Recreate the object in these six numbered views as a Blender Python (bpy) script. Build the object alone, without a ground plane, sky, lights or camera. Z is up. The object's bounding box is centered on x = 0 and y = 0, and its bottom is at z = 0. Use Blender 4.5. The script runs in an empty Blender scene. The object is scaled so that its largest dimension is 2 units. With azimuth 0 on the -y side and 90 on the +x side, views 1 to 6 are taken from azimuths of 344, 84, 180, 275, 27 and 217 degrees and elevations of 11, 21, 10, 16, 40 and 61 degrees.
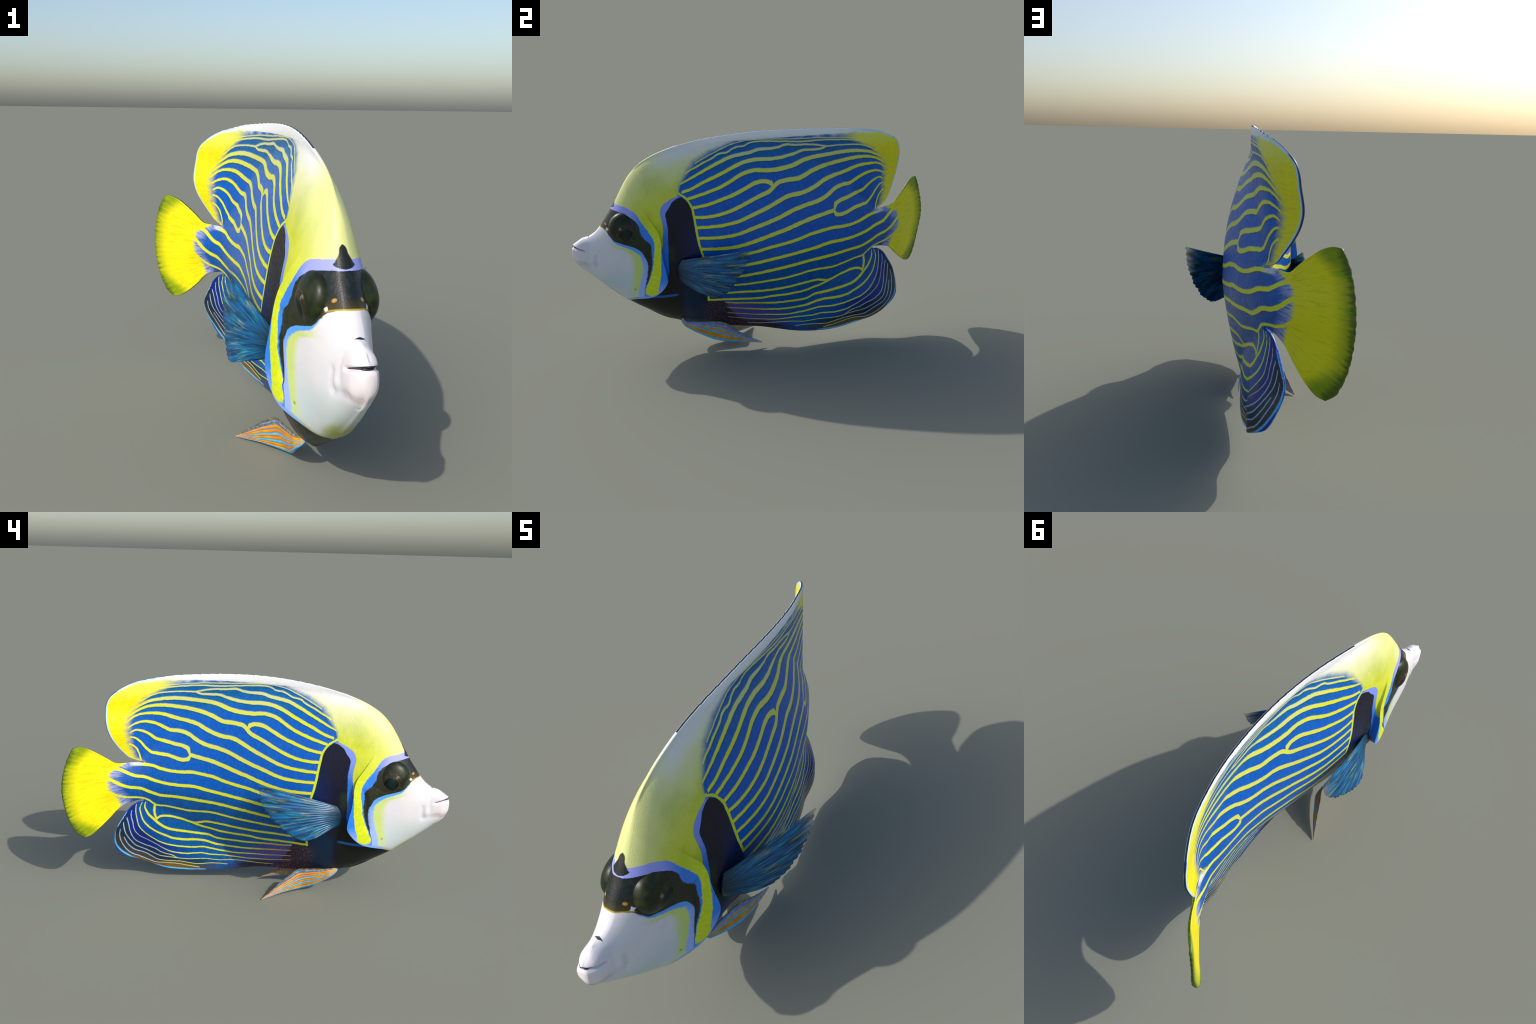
"""Emperor-type reef fish: a deep, laterally flattened body bent along a spine curve,
built as one thin inflated surface (profile curves x thickness rules) and then separated by region."""
import bpy, bmesh, math, random
import numpy as np
from mathutils import Vector, Matrix, noise
from mathutils.geometry import delaunay_2d_cdt

random.seed(7)
rng = np.random.default_rng(7)
# ---------------------------------------------------------------- helpers
def spline(pts, step):
    """Centripetal-ish Catmull-Rom through 2D control points, sampled about every `step`."""
    p = np.array(pts, float)
    p = np.vstack([2*p[0]-p[1], p, 2*p[-1]-p[-2]])
    out = []
    for i in range(1, len(p)-2):
        a, b, c, d = p[i-1:i+3]
        n = max(1, int(round(np.linalg.norm(c-b)/step)))
        ta, tb = np.linalg.norm(b-a)+1e-9, np.linalg.norm(c-b)+1e-9
        tc = np.linalg.norm(d-c)+1e-9
        m1 = ((b-a)/ta*tb + (c-b)/tb*ta)/(ta+tb)*tb
        m2 = ((c-b)/tb*tc + (d-c)/tc*tb)/(tb+tc)*tb
        for k in range(n):
            s = k/n
            out.append((2*s**3-3*s**2+1)*b+(s**3-2*s**2+s)*m1+(3*s**2-2*s**3)*c+(s**3-s**2)*m2)
    out.append(p[-2])
    return np.array(out)

def hermite(knots):
    """Smooth 1D function through (x, value) knots (clamped outside)."""
    k = np.array(knots, float)
    xs, ys = k[:, 0], k[:, 1]
    d = np.diff(ys)/np.diff(xs)
    h = np.diff(xs)
    m = np.empty(len(xs)); m[0], m[-1] = d[0], d[-1]
    m[1:-1] = (d[:-1]*h[1:]+d[1:]*h[:-1])/(h[1:]+h[:-1])
    def f(x):
        x = np.clip(np.asarray(x, float), xs[0], xs[-1])
        i = np.clip(np.searchsorted(xs, x, side='right')-1, 0, len(xs)-2)
        hh = xs[i+1]-xs[i]; s = (x-xs[i])/hh
        return (2*s**3-3*s**2+1)*ys[i]+(s**3-2*s**2+s)*hh*m[i]+(3*s**2-2*s**3)*ys[i+1]+(s**3-s**2)*hh*m[i+1]
    return f

def sstep(a, b, x):
    t = np.clip((np.asarray(x, float)-a)/(b-a), 0, 1)
    return t*t*(3-2*t)

# ---------------------------------------------------------------- spine (plan view bend)
SPINE = [(-1.02, -.067), (-.7, -.038), (-.4, -.0135), (-.1, .020), (.1, .030), (.25, .026), (.385, .0125),
         (.5, -.010), (.633, -.050), (.75, -.115), (.85, -.19), (.937, -.277), (1.02, -.342)]
spine = hermite(SPINE)
def spine_slope(y):
    return (spine(np.asarray(y)+.01)-spine(np.asarray(y)-.01))/.02

def is_caudal(y, z):
    return (y > .66) & (z > .475-.8*(y-.70)) & (z < .72+.9*(np.maximum(y, .74)-.74))

def sway(y, z):
    """the anal fin trails straighter than the tail"""
    base = .030*(1-sstep(.15, .55, z))*sstep(-.38, .25, y)
    lobe = -.020*sstep(.60, .76, y)*sstep(.74, .88, z)*(1-sstep(.90, 1.02, z))   # dorsal lobe curls with the tail
    return base+.043*sstep(.50, .70, y)*(1-sstep(.18, .34, z))+lobe

# ---------------------------------------------------------------- body thickness
f_zc = hermite([(-1, .575), (-.9, .56), (-.75, .56), (-.6, .50), (-.45, .50), (-.15, .50), (.2, .56), (.5, .60), (.7, .60), (1, .58)])
f_zu = hermite([(-1, .60), (-.97, .63), (-.905, .66), (-.85, .71), (-.76, .84), (-.674, .975), (-.6, 1.04), (-.535, 1.075), (-.4, 1.11), (-.15, 1.13), (.1, 1.10), (.35, 1.0), (.55, .82), (.66, .735), (1, .735)])
f_zl = hermite([(-1, .535), (-.97, .50), (-.87, .405), (-.76, .315), (-.6, .215), (-.5, .165), (-.4, .135), (-.2, .115), (0, .10), (.1, .12), (.2, .19), (.3, .27), (.5, .40), (.66, .475), (1, .475)])
f_W = hermite([(-1, .019), (-.985, .028), (-.965, .037), (-.94, .042), (-.90, .048), (-.82, .070), (-.7, .100), (-.6, .119), (-.45, .129), (-.25, .144), (-.1, .141), (.1, .116), (.25, .089), (.4, .066), (.55, .043), (.65, .032), (.75, .022), (.85, .010), (1, .006)])
f_au = hermite([(-1, 2.0), (-.7, 2.2), (-.4, 2.1), (-.15, 2.3), (1, 2.2)])
f_bu = hermite([(-1, .5), (-.92, .55), (-.75, .68), (-.6, .70), (-.45, .8), (-.2, 1.0), (1, 1.1)])
f_bl = hermite([(-1, .5), (-.75, .5), (-.62, .58), (-.4, .70), (-.3, .82), (-.2, .92), (-.1, 1.05), (.08, 1.1), (1, 1.1)])
f_al = hermite([(-1, 3), (-.62, 2.8), (-.5, 2.0), (-.4, 1.75), (-.3, 1.5), (-.2, 1.3), (-.1, 1.2), (.08, 1.4), (1, 1.5)])
FIN = .0055

# gill cover: free rear edge from the crease on the cheek down to the chin
GILL = [(-.60,.830),(-.572,.784),(-.545,.742),(-.520,.700),(-.510,.660),(-.508,.610),(-.503,.555),(-.490,.490),(-.487,.442),(-.515,.395),(-.562,.356),(-.600,.342),(-.640,.332),(-.685,.318),(-.727,.289)]
GILL_LIFT = [(0, 0), (.15, .012), (.4, .030), (.62, .040), (.72, .036), (.88, .020), (1, .006)]
gill_curve = spline(GILL, .006)
gill_lift = hermite(GILL_LIFT)

def gill_relief(y, z):
    p = np.c_[np.ravel(y), np.ravel(z)]
    best = np.full(len(p), 1e9); t = np.zeros(len(p)); side = np.zeros(len(p))
    n = len(gill_curve)-1
    for i in range(n):
        a, b = gill_curve[i], gill_curve[i+1]
        ab = b-a; s = np.clip(((p-a)@ab)/(ab@ab), 0, 1)
        q = a+s[:, None]*ab; d = np.linalg.norm(p-q, axis=1)
        m = d < best
        best[m] = d[m]; t[m] = (i+s[m])/n
        cr = ab[0]*(p[:, 1]-a[1])-ab[1]*(p[:, 0]-a[0])
        side[m] = cr[m]
    front = side < 0
    r = np.where(front, gill_lift(t)*np.exp(-(best/.10)**1.3), 0)
    return r.reshape(np.shape(y)), best.reshape(np.shape(y)), front.reshape(np.shape(y))

def blob(y, z, cy, cz, ry, rz):
    return np.exp(-((y-cy)/ry)**2-((z-cz)/rz)**2)

def segment_distance(y, z, a, b):
    ay, az = a; by, bz = b
    t = np.clip(((y-ay)*(by-ay)+(z-az)*(bz-az))/((by-ay)**2+(bz-az)**2), 0, 1)
    return np.hypot(y-ay-t*(by-ay), z-az-t*(bz-az)), t

def face_relief(y, z):
    """lips, mouth slit, fold behind the mouth corner, eye sockets"""
    d, t = segment_distance(y, z, (-1.01, .607), (-.925, .583))
    r = -.016*np.exp(-(d/.0055)**2)*(1-.5*t)
    r += .002*blob(y, z, -.955, .545, .030, .030)          # lower lip
    r += .003*blob(y, z, -.950, .620, .032, .018)          # upper lip
    r += .004*blob(y, z, -.884, .533, .014, .028)          # pad at the corner of the mouth
    d2, _ = segment_distance(y, z, (-.866, .560), (-.868, .505))
    r -= .004*np.exp(-(d2/.010)**2)
    d3, _ = segment_distance(y, z, (-.900, .613), (-.903, .540))
    r -= .0015*np.exp(-(d3/.010)**2)
    d4, _ = segment_distance(y, z, (-.875, .502), (-.945, .515))
    r -= .0035*np.exp(-(d4/.015)**2)
    r += .010*blob(y, z, -.700, .715, .085, .085)          # eye socket
    r += .006*blob(y, z, -.800, .500, .080, .090)          # cheek
    d5, _ = segment_distance(y, z, (-.561, .640), (-.594, .438))
    r -= .007*np.exp(-(d5/.014)**2)                        # groove in front of the gill cover
    return r

def thickness(y, z, relief=True):
    y = np.asarray(y, float); z = np.asarray(z, float)
    zc, zu, zl, W = f_zc(y), f_zu(y), f_zl(y), f_W(y)
    up = z > zc
    t = np.where(up, (z-zc)/(zu-zc), (zc-z)/(zc-zl))
    t = np.clip(t, 0, 1)
    a = np.where(up, f_au(y), f_al(y)); b = np.where(up, f_bu(y), f_bl(y))
    core = W*np.power(np.maximum(1-t**a, 1e-6), b)
    h = np.sqrt(core**2+FIN**2)
    if relief:
        g = gill_relief(y, z)[0]
        h = h+g*sstep(.0, .04, core)+face_relief(y, z)*sstep(.006, .03, core)
    return h

def place(y, z, side, relief=True):
    h = thickness(y, z, relief)
    s = spine_slope(y); k = 1/np.sqrt(1+s*s)
    off = np.where(is_caudal(y, z), 0, sway(y, z))
    return np.stack([spine(y)+off+side*h*k, y-side*h*k*s, z], -1)

BACK = [(-.984,.6045),(-.996,.609),(-.985,.617),(-.968,.629),(-.937,.648),(-.905,.657),(-.878,.673),(-.845,.707),(-.814,.752),(-.782,.798),(-.758,.838),(-.735,.873),(-.710,.917),(-.672,.976),(-.620,1.031),(-.560,1.070),(-.460,1.112),(-.365,1.140),(-.270,1.160),(-.17,1.175),(-.06,1.187),(.06,1.193),(.19,1.193),(.33,1.188),(.466,1.180)]
LOBE = [(.466,1.180),(.58,1.163),(.670,1.143),(.735,1.112),(.777,1.078),(.797,1.035),(.801,.985),(.795,.930),(.782,.878),(.758,.822),(.727,.772),(.700,.742),(.672,.727),(.650,.718),(.634,.716)]
PED_TOP = [(.634,.711),(.660,.714),(.705,.715),(.763,.719),(.800,.748),(.850,.790),(.893,.823),(.915,.831),(.938,.829)]
TAIL = [(.938,.829),(.957,.790),(.975,.733),(.987,.670),(.991,.600),(.986,.540),(.973,.470),(.953,.405),(.928,.355),(.905,.333)]
PED_LOW = [(.905,.333),(.880,.339),(.848,.365),(.795,.418),(.745,.469),(.715,.484),(.690,.492),(.655,.499),(.632,.501)]
ANAL = [(.632,.489),(.660,.486),(.689,.469),(.714,.443),(.741,.402),(.765,.360),(.781,.317),(.790,.272),(.791,.230),(.784,.198),(.765,.171),(.728,.146),(.674,.121),(.588,.089),(.492,.066),(.374,.055),(.264,.059),(.17,.070),(.09,.086)]
BELLY = [(.09,.086),(0,.102),(-.1,.109),(-.2,.114),(-.3,.121),(-.40,.135),(-.45,.149),(-.51,.164),(-.573,.193),(-.62,.222),(-.685,.264),(-.727,.290)]
CHIN = [(-.727,.290),(-.76,.314),(-.81,.351),(-.87,.401),(-.93,.455),(-.975,.494),(-.991,.520),(-.998,.548),(-.999,.575),(-.997,.592),(-.984,.6035)]

# ================================================================ body surface
def serrate(pts, amp=.0028, pitch=.047):
    """little spine tips along the free edge of the dorsal fin"""
    q = pts.copy()
    on = sstep(-.42, -.25, q[:, 0])*(1-sstep(.62, .74, q[:, 0]))
    saw = (q[:, 0]/pitch) % 1.0
    wob = np.sin(q[:, 0]*61)*.7+np.sin(q[:, 0]*23+1)*.7
    q[:, 1] += on*amp*((saw-.5)*(.8+.4*wob))
    return q

def fringe(pts, amp=.0022):
    """fine scallops at the tail edge, one per ray"""
    q = pts.copy()
    k = np.arange(len(q))
    q[:, 0] += amp*(np.abs(np.sin(k*.45))-.5)*sstep(0, 8, k)*sstep(0, 8, len(q)-1-k)
    return q

def build_outline():
    st = .006
    segs = [serrate(spline(BACK, .004)), serrate(spline(LOBE, .0045)), spline(PED_TOP, st), fringe(spline(TAIL, st)),
            spline(PED_LOW, st), spline(ANAL, st), spline(BELLY, st), spline(CHIN, .005)]
    # joints: the end of a curve equals the start of the next, except at the two fin notches
    out = []
    for s in segs:
        if out and np.linalg.norm(out[-1]-s[0]) < .004:
            s = s[1:]
        out.extend(s)
    return np.array(out)

def dist_to(poly, pts, closed=True):
    best = np.full(len(pts), 9.0)
    n = len(poly)
    for i in range(n if closed else n-1):
        a, b = poly[i], poly[(i+1) % n]
        ab = b-a
        near = (np.abs(pts[:, 0]-a[0]) < .06) & (np.abs(pts[:, 1]-a[1]) < .06)
        if not near.any():
            continue
        p = pts[near]
        t = np.clip(((p-a)@ab)/max(ab@ab, 1e-12), 0, 1)
        best[near] = np.minimum(best[near], np.linalg.norm(p-a-t[:, None]*ab, axis=1))
    return best

def inside(poly, pts):
    c = np.zeros(len(pts), bool)
    x, y = pts[:, 0], pts[:, 1]
    n = len(poly)
    for i in range(n):
        (x1, y1), (x2, y2) = poly[i], poly[(i+1) % n]
        hit = ((y1 > y) != (y2 > y))
        if y1 != y2:
            c ^= hit & (x < (x2-x1)*(y-y1)/(y2-y1)+x1)
    return c

def build_body():
    outline = build_outline()
    nb = len(outline)
    tang = np.roll(outline, -1, 0)-np.roll(outline, 1, 0)
    tang /= np.linalg.norm(tang, axis=1)[:, None]+1e-12
    inward = np.c_[tang[:, 1], -tang[:, 0]]      # outline runs clockwise in (y, z)
    cand = []
    for d in (.002, .005, .010, .017, .026):
        q = outline+inward*d
        ok = inside(outline, q)
        q = q[ok]
        cand.append(q[dist_to(outline, q) > .82*d])
    rows = np.vstack(cand)
    gd = np.gradient(gill_curve, axis=0)
    gd /= np.linalg.norm(gd, axis=1)[:, None]
    gn = np.c_[gd[:, 1], -gd[:, 0]]
    gill_rows = np.vstack([gill_curve+gn*o for o in (-.006, -.0014, .0014, .006)])
    gill_rows = gill_rows[inside(outline, gill_rows)]
    gill_rows = gill_rows[dist_to(outline, gill_rows) > .002]
    def grid(y0, y1, z0, z1, s):
        ys = np.arange(y0, y1, s); zs = np.arange(z0, z1, s*.866)
        Y, Z = np.meshgrid(ys, zs)
        Y = Y+(np.arange(len(zs)) % 2)[:, None]*s*.5
        return np.c_[Y.ravel(), Z.ravel()]
    coarse, fine = grid(-1.0, 1.0, .04, 1.2, .0105), grid(-1.0, -.46, .15, 1.05, .0062)
    coarse = coarse[coarse[:, 0] > -.465]
    fine = fine[fine[:, 0] <= -.465]
    lips = grid(-1.0, -.905, .555, .640, .0030)
    inlips = (fine[:, 0] < -.903) & (fine[:, 1] > .553) & (fine[:, 1] < .642)
    g = np.vstack([coarse, fine[~inlips], lips])
    g = g[inside(outline, g)]
    near = dist_to(outline, g)
    small = (g[:, 0] < -.905) & (g[:, 1] > .555) & (g[:, 1] < .640)
    g = g[near > np.where(small, .006, .031)]
    inrow = (rows[:, 0] < -.905) & (rows[:, 1] > .553) & (rows[:, 1] < .642) & (dist_to(outline, rows) > .0055)
    rows = rows[~inrow]
    rows = rows[dist_to(gill_curve, rows, False) > .0045]
    g = g[dist_to(gill_curve, g, False) > .0095]
    pts = np.vstack([outline, rows, gill_rows, g])
    verts, edges, faces, *_ = delaunay_2d_cdt([Vector(p) for p in pts], [(i, (i+1) % nb) for i in range(nb)], [], 1, 1e-6)
    P = np.array([tuple(v) for v in verts])
    F = np.array(faces)
    # drop slivers outside and orient counter-clockwise
    cen = P[F].mean(1)
    keep = inside(outline, cen)
    F = F[keep]
    a, b, c = P[F[:, 0]], P[F[:, 1]], P[F[:, 2]]
    area = (b[:, 0]-a[:, 0])*(c[:, 1]-a[:, 1])-(b[:, 1]-a[:, 1])*(c[:, 0]-a[:, 0])
    F[area < 0] = F[area < 0][:, ::-1]
    F = F[np.abs(area) > 1e-10]
    # boundary edges = used by a single face
    cnt = {}
    for f in F:
        for i in range(3):
            e = (int(f[i]), int(f[(i+1) % 3]))
            cnt[e] = cnt.get(e, 0)+1
    rim = [e for e in cnt if (e[1], e[0]) not in cnt]
    edge_v = np.zeros(len(P), bool)
    for i, j in rim:
        edge_v[i] = edge_v[j] = True
    h = thickness(P[:, 0], P[:, 1])
    h = np.where(edge_v, np.minimum(h, FIN)*.62, h)
    # faint fin-ray corrugation
    ang = np.arctan2(P[:, 1]-.60, P[:, 0]-.58)
    tailmask = is_caudal(P[:, 0], P[:, 1])*sstep(.74, .86, P[:, 0])
    h = h+tailmask*.0011*np.sin(ang*95)
    n = len(P)
    s = spine_slope(P[:, 0]); k = 1/np.sqrt(1+s*s)
    off = np.where(is_caudal(P[:, 0], P[:, 1]), 0, sway(P[:, 0], P[:, 1]))
    mid = spine(P[:, 0])+off
    # gentle waviness of the tail sheet, so that it is not a flat card
    wav = tailmask*.0018*np.sin(ang*9+1.3)
    R = np.c_[mid+(h+wav)*k, P[:, 0]-(h+wav)*k*s, P[:, 1]]
    L = np.c_[mid-(h-wav)*k, P[:, 0]+(h-wav)*k*s, P[:, 1]]
    V = np.vstack([R, L])
    polys, where, isrim = [], [], []
    cen = P[F].mean(1)
    for f, c in zip(F.tolist(), cen):
        polys.append(f); where.append(c); isrim.append(0)
        polys.append([f[2]+n, f[1]+n, f[0]+n]); where.append(c); isrim.append(0)
    for i, j in rim:
        polys.append([j, i, i+n, j+n]); where.append((P[i]+P[j])/2); isrim.append(1)
    return V, polys, np.array(where), np.array(isrim)

f_dorsal_base = hermite([(-.45, 1.13), (-.3, 1.12), (0, 1.09), (.3, .99), (.5, .86), (.6, .76), (.634, .7135)])
f_anal_base = hermite([(.06, .09), (.2, .16), (.35, .27), (.5, .40), (.632, .495)])
f_nape = hermite([(.28, -.727), (.84, -.60), (1.05, -.585)])
gill_back = [(z, y) for y, z in GILL[:9]][::-1]
f_gill_front = hermite([(.30, -.69), (.36, -.622), (.42, -.60), (.52, -.568), (.60, -.562), (.66, -.585), (.72, -.61), (.80, -.635), (.84, -.61)])

def region_of(c, front_of_gill):
    y, z = c
    if is_caudal(np.float64(y), np.float64(z)) and y > .70:
        return "caudal_fin"
    if y > -.44 and z > f_dorsal_base(y) and (y < .634 or z > .7135):
        return "dorsal_fin"
    if y > .06 and z < f_anal_base(y) and z < .495:
        return "anal_fin"
    if front_of_gill and y < -.48 and z < .84:
        if y > f_gill_front(z) and z > .31:
            return "gill_cover"
        return "head"
    if z >= .84 and y < -.60+(z-.84)*.05:
        return "head"
    return "trunk"

def add_object(name, mesh, parent, mats):
    for m in mats:
        mesh.materials.append(m)
    o = bpy.data.objects.new(name, mesh)
    bpy.context.scene.collection.objects.link(o)
    o.parent = parent
    return o

def split_body(parent, mats_for):
    V, polys, where, isrim = build_body()
    whole = bpy.data.meshes.new("whole_body")
    whole.from_pydata(V.tolist(), [], polys)
    whole.validate(clean_customdata=False)
    whole.polygons.foreach_set("use_smooth", [True]*len(whole.polygons))
    whole.set_sharp_from_angle(angle=math.radians(58))
    whole.update()
    cn = np.empty(len(whole.loops)*3, np.float32)
    whole.corner_normals.foreach_get("vector", cn)
    cn = cn.reshape(-1, 3)
    _, _, front = gill_relief(where[:, 0], where[:, 1])
    groups = {}
    for i, (c, fr) in enumerate(zip(where, front)):
        groups.setdefault(region_of(c, fr), []).append(i)
    made = {}
    starts = [p.loop_start for p in whole.polygons]
    for name, idx in groups.items():
        remap, verts, faces, normals, mi = {}, [], [], [], []
        for i in idx:
            f = []
            for k, v in enumerate(polys[i]):
                if v not in remap:
                    remap[v] = len(verts); verts.append(V[v])
                f.append(remap[v]); normals.append(tuple(cn[starts[i]+k]))
            faces.append(f); mi.append(int(isrim[i]))
        me = bpy.data.meshes.new(name)
        me.from_pydata([tuple(v) for v in verts], [], faces)
        me.polygons.foreach_set("use_smooth", [True]*len(faces))
        me.polygons.foreach_set("material_index", mi)
        me.normals_split_custom_set(normals)
        me.update()
        made[name] = add_object(name, me, parent, mats_for[name])
    bpy.data.meshes.remove(whole)
    return made

# ================================================================ node helpers
class Nodes:
    """small wrapper to write shader maths as expressions"""
    def __init__(self, name):
        self.mat = bpy.data.materials.new(name)
        self.mat.use_nodes = True
        self.t = self.mat.node_tree
        self.t.nodes.clear()
    def new(self, kind, **kw):
        n = self.t.nodes.new(kind)
        for k, v in kw.items():
            setattr(n, k, v)
        return n
    def put(self, sock, v):
        if isinstance(v, bpy.types.NodeSocket):
            self.t.links.new(v, sock)
        elif sock.type == 'RGBA':
            sock.default_value = (*v[:3], 1)
        else:
            sock.default_value = v
    def m(self, op, a, b=0.0, c=None, clamp=False):
        n = self.new('ShaderNodeMath', operation=op, use_clamp=clamp)
        self.put(n.inputs[0], a); self.put(n.inputs[1], b)
        if c is not None:
            self.put(n.inputs[2], c)
        return n.outputs[0]
    def add(self, a, b): return self.m('ADD', a, b)
    def sub(self, a, b): return self.m('SUBTRACT', a, b)
    def mul(self, a, b): return self.m('MULTIPLY', a, b)
    def max(self, a, b): return self.m('MAXIMUM', a, b)
    def min(self, a, b): return self.m('MINIMUM', a, b)
    def abs(self, a): return self.m('ABSOLUTE', a)
    def inv(self, a): return self.m('SUBTRACT', 1.0, a)
    def step(self, a, b, x):
        """smoothstep from a to b (b may be smaller than a)"""
        if a > b:
            return self.inv(self.step(b, a, x))
        n = self.new('ShaderNodeMapRange', interpolation_type='SMOOTHSTEP')
        self.put(n.inputs['Value'], x)
        n.inputs['From Min'].default_value = a; n.inputs['From Max'].default_value = b
        return n.outputs[0]
    def lin(self, a, b, c, d, x):
        n = self.new('ShaderNodeMapRange', clamp=True)
        self.put(n.inputs['Value'], x)
        for k, v in zip(('From Min', 'From Max', 'To Min', 'To Max'), (a, b, c, d)):
            n.inputs[k].default_value = v
        return n.outputs[0]
    def mix(self, f, a, b):
        n = self.new('ShaderNodeMix', data_type='RGBA')
        self.put(n.inputs[0], f); self.put(n.inputs[6], a); self.put(n.inputs[7], b)
        return n.outputs[2]
    def xyz(self, v):
        n = self.new('ShaderNodeSeparateXYZ'); self.put(n.inputs[0], v)
        return n.outputs
    def vec(self, x, y, z):
        n = self.new('ShaderNodeCombineXYZ')
        for s, v in zip(n.inputs, (x, y, z)):
            self.put(s, v)
        return n.outputs[0]
    def noise(self, v, scale, detail=2.0, rough=.5):
        n = self.new('ShaderNodeTexNoise')
        self.put(n.inputs['Vector'], v)
        n.inputs['Scale'].default_value = scale; n.inputs['Detail'].default_value = detail; n.inputs['Roughness'].default_value = rough
        return n.outputs['Fac']
    def voronoi(self, v, scale, feature='F1', out='Distance', rand=1.0):
        n = self.new('ShaderNodeTexVoronoi', feature=feature)
        self.put(n.inputs['Vector'], v)
        n.inputs['Scale'].default_value = scale
        n.inputs['Randomness'].default_value = rand
        return n.outputs[out]
    def object_coords(self):
        return self.new('ShaderNodeTexCoord').outputs['Object']
    def curve(self, x, knots, samples=70):
        """smooth function through (x, value) knots as a Float Curve"""
        k = sorted(knots)
        xs = [p[0] for p in k]
        f = hermite(k)
        x0, x1 = xs[0], xs[-1]
        g = np.unique(np.concatenate([np.linspace(x0, x1, samples), xs]))
        v = f(g)
        v0, v1 = float(v.min()), float(v.max())
        if v1-v0 < 1e-6: v1 = v0+1e-3
        n = self.new('ShaderNodeFloatCurve')
        c = n.mapping.curves[0]
        fill_curve(c, (g-x0)/(x1-x0), (v-v0)/(v1-v0))
        n.mapping.update()
        self.put(n.inputs['Value'], self.lin(x0, x1, 0, 1, x))
        return self.m('MULTIPLY_ADD', n.outputs[0], v1-v0, v0)
    def shade(self, color, rough=.4, spec=.5, bump=None, dist=.002, strength=.5, coat=0.0):
        b = self.new('ShaderNodeBsdfPrincipled')
        self.put(b.inputs['Base Color'], color)
        self.put(b.inputs['Roughness'], rough)
        b.inputs['Specular IOR Level'].default_value = spec
        b.inputs['Coat Weight'].default_value = coat
        b.inputs['Coat Roughness'].default_value = .08
        if bump is not None:
            n = self.new('ShaderNodeBump')
            n.inputs['Distance'].default_value = dist; n.inputs['Strength'].default_value = strength
            self.put(n.inputs['Height'], bump)
            self.t.links.new(n.outputs[0], b.inputs['Normal'])
        self.bsdf = b
        return b.outputs[0]
    def done(self, shader):
        o = self.new('ShaderNodeOutputMaterial')
        self.t.links.new(shader, o.inputs[0])
        return self.mat

def fill_curve(c, xs, ys):
    xs = [float(a) for a in xs]; ys = [float(min(max(b, 0), 1)) for b in ys]
    c.points[0].location = (xs[0], ys[0]); c.points[-1].location = (xs[-1], ys[-1])
    for a, b in zip(xs[1:-1], ys[1:-1]):
        c.points.new(a, b)
    for p in c.points:
        p.handle_type = 'VECTOR'

# ================================================================ colour pattern, in body coordinates
# u = distance along the body (y of the foot point on the spine), z = height.
# Every stripe: (control points (u, z), half width or [(u, half width)...])
W_MID = [(-.42, .0064), (-.2, .0076), (.05, .0100), (.35, .0100), (.55, .0080), (.70, .0034)]
W_LOW = [(-.42, .0062), (.0, .0076), (.4, .0084), (.60, .0078), (.8, .0085)]
# thin pale lines under the dorsal edge and the first flank stripes
BACK_STRIPES = [
    ([(.56,1.121),(.46,1.132),(.36,1.140),(.2,1.144),(.05,1.148),(-.06,1.146),(-.13,1.129),(-.19,1.105),(-.25,1.078),(-.32,1.040)], .0024),
    ([(0.580,1.103),(0.514,1.115),(0.427,1.124),(0.361,1.129),(0.229,1.128),(0.123,1.134),(0.017,1.139),(-0.017,1.138),(-0.044,1.133),(-0.068,1.118),(-0.102,1.115),(-0.126,1.108),(-0.155,1.091),(-0.190,1.086),(-0.207,1.081),(-0.222,1.069),(-0.247,1.057),(-0.278,1.043),(-0.313,1.024),(-0.347,1.008),(-0.372,0.992)], .0038),
    ([(0.640,1.043),(0.590,1.072),(0.552,1.085),(0.489,1.093),(0.424,1.095),(0.355,1.095),(0.315,1.104),(0.269,1.110),(0.196,1.112),(0.130,1.114),(0.109,1.106),(0.063,1.100),(-0.005,1.097),(-0.039,1.087),(-0.093,1.078),(-0.148,1.066),(-0.190,1.048),(-0.246,1.021),(-0.314,0.986),(-0.360,0.962),(-0.402,0.941)], [(-.40, .0034), (-.3, .0062), (0, .0076), (.13, .0056), (.35, .0038), (.64, .0028)]),
    ([(0.355,1.095),(0.342,1.088),(0.295,1.082),(0.229,1.081),(0.189,1.068),(0.134,1.056),(0.066,1.050),(-0.016,1.051),(-0.057,1.045),(-0.112,1.027),(-0.168,1.000),(-0.224,0.974),(-0.286,0.947),(-0.332,0.923),(-0.392,0.902)], [(-.4, .0060), (0, .0088), (.2, .0068), (.36, .0048)]),
    ([(0.677,1.005),(0.641,1.023),(0.603,1.042),(0.553,1.053),(0.491,1.059),(0.427,1.058),(0.361,1.051),(0.282,1.042),(0.228,1.030),(0.186,1.014),(0.117,1.000),(0.055,0.996),(-0.034,0.999),(-0.089,0.983),(-0.147,0.950),(-0.189,0.928),(-0.244,0.907),(-0.297,0.889),(-0.362,0.870)], W_MID),
]
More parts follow.
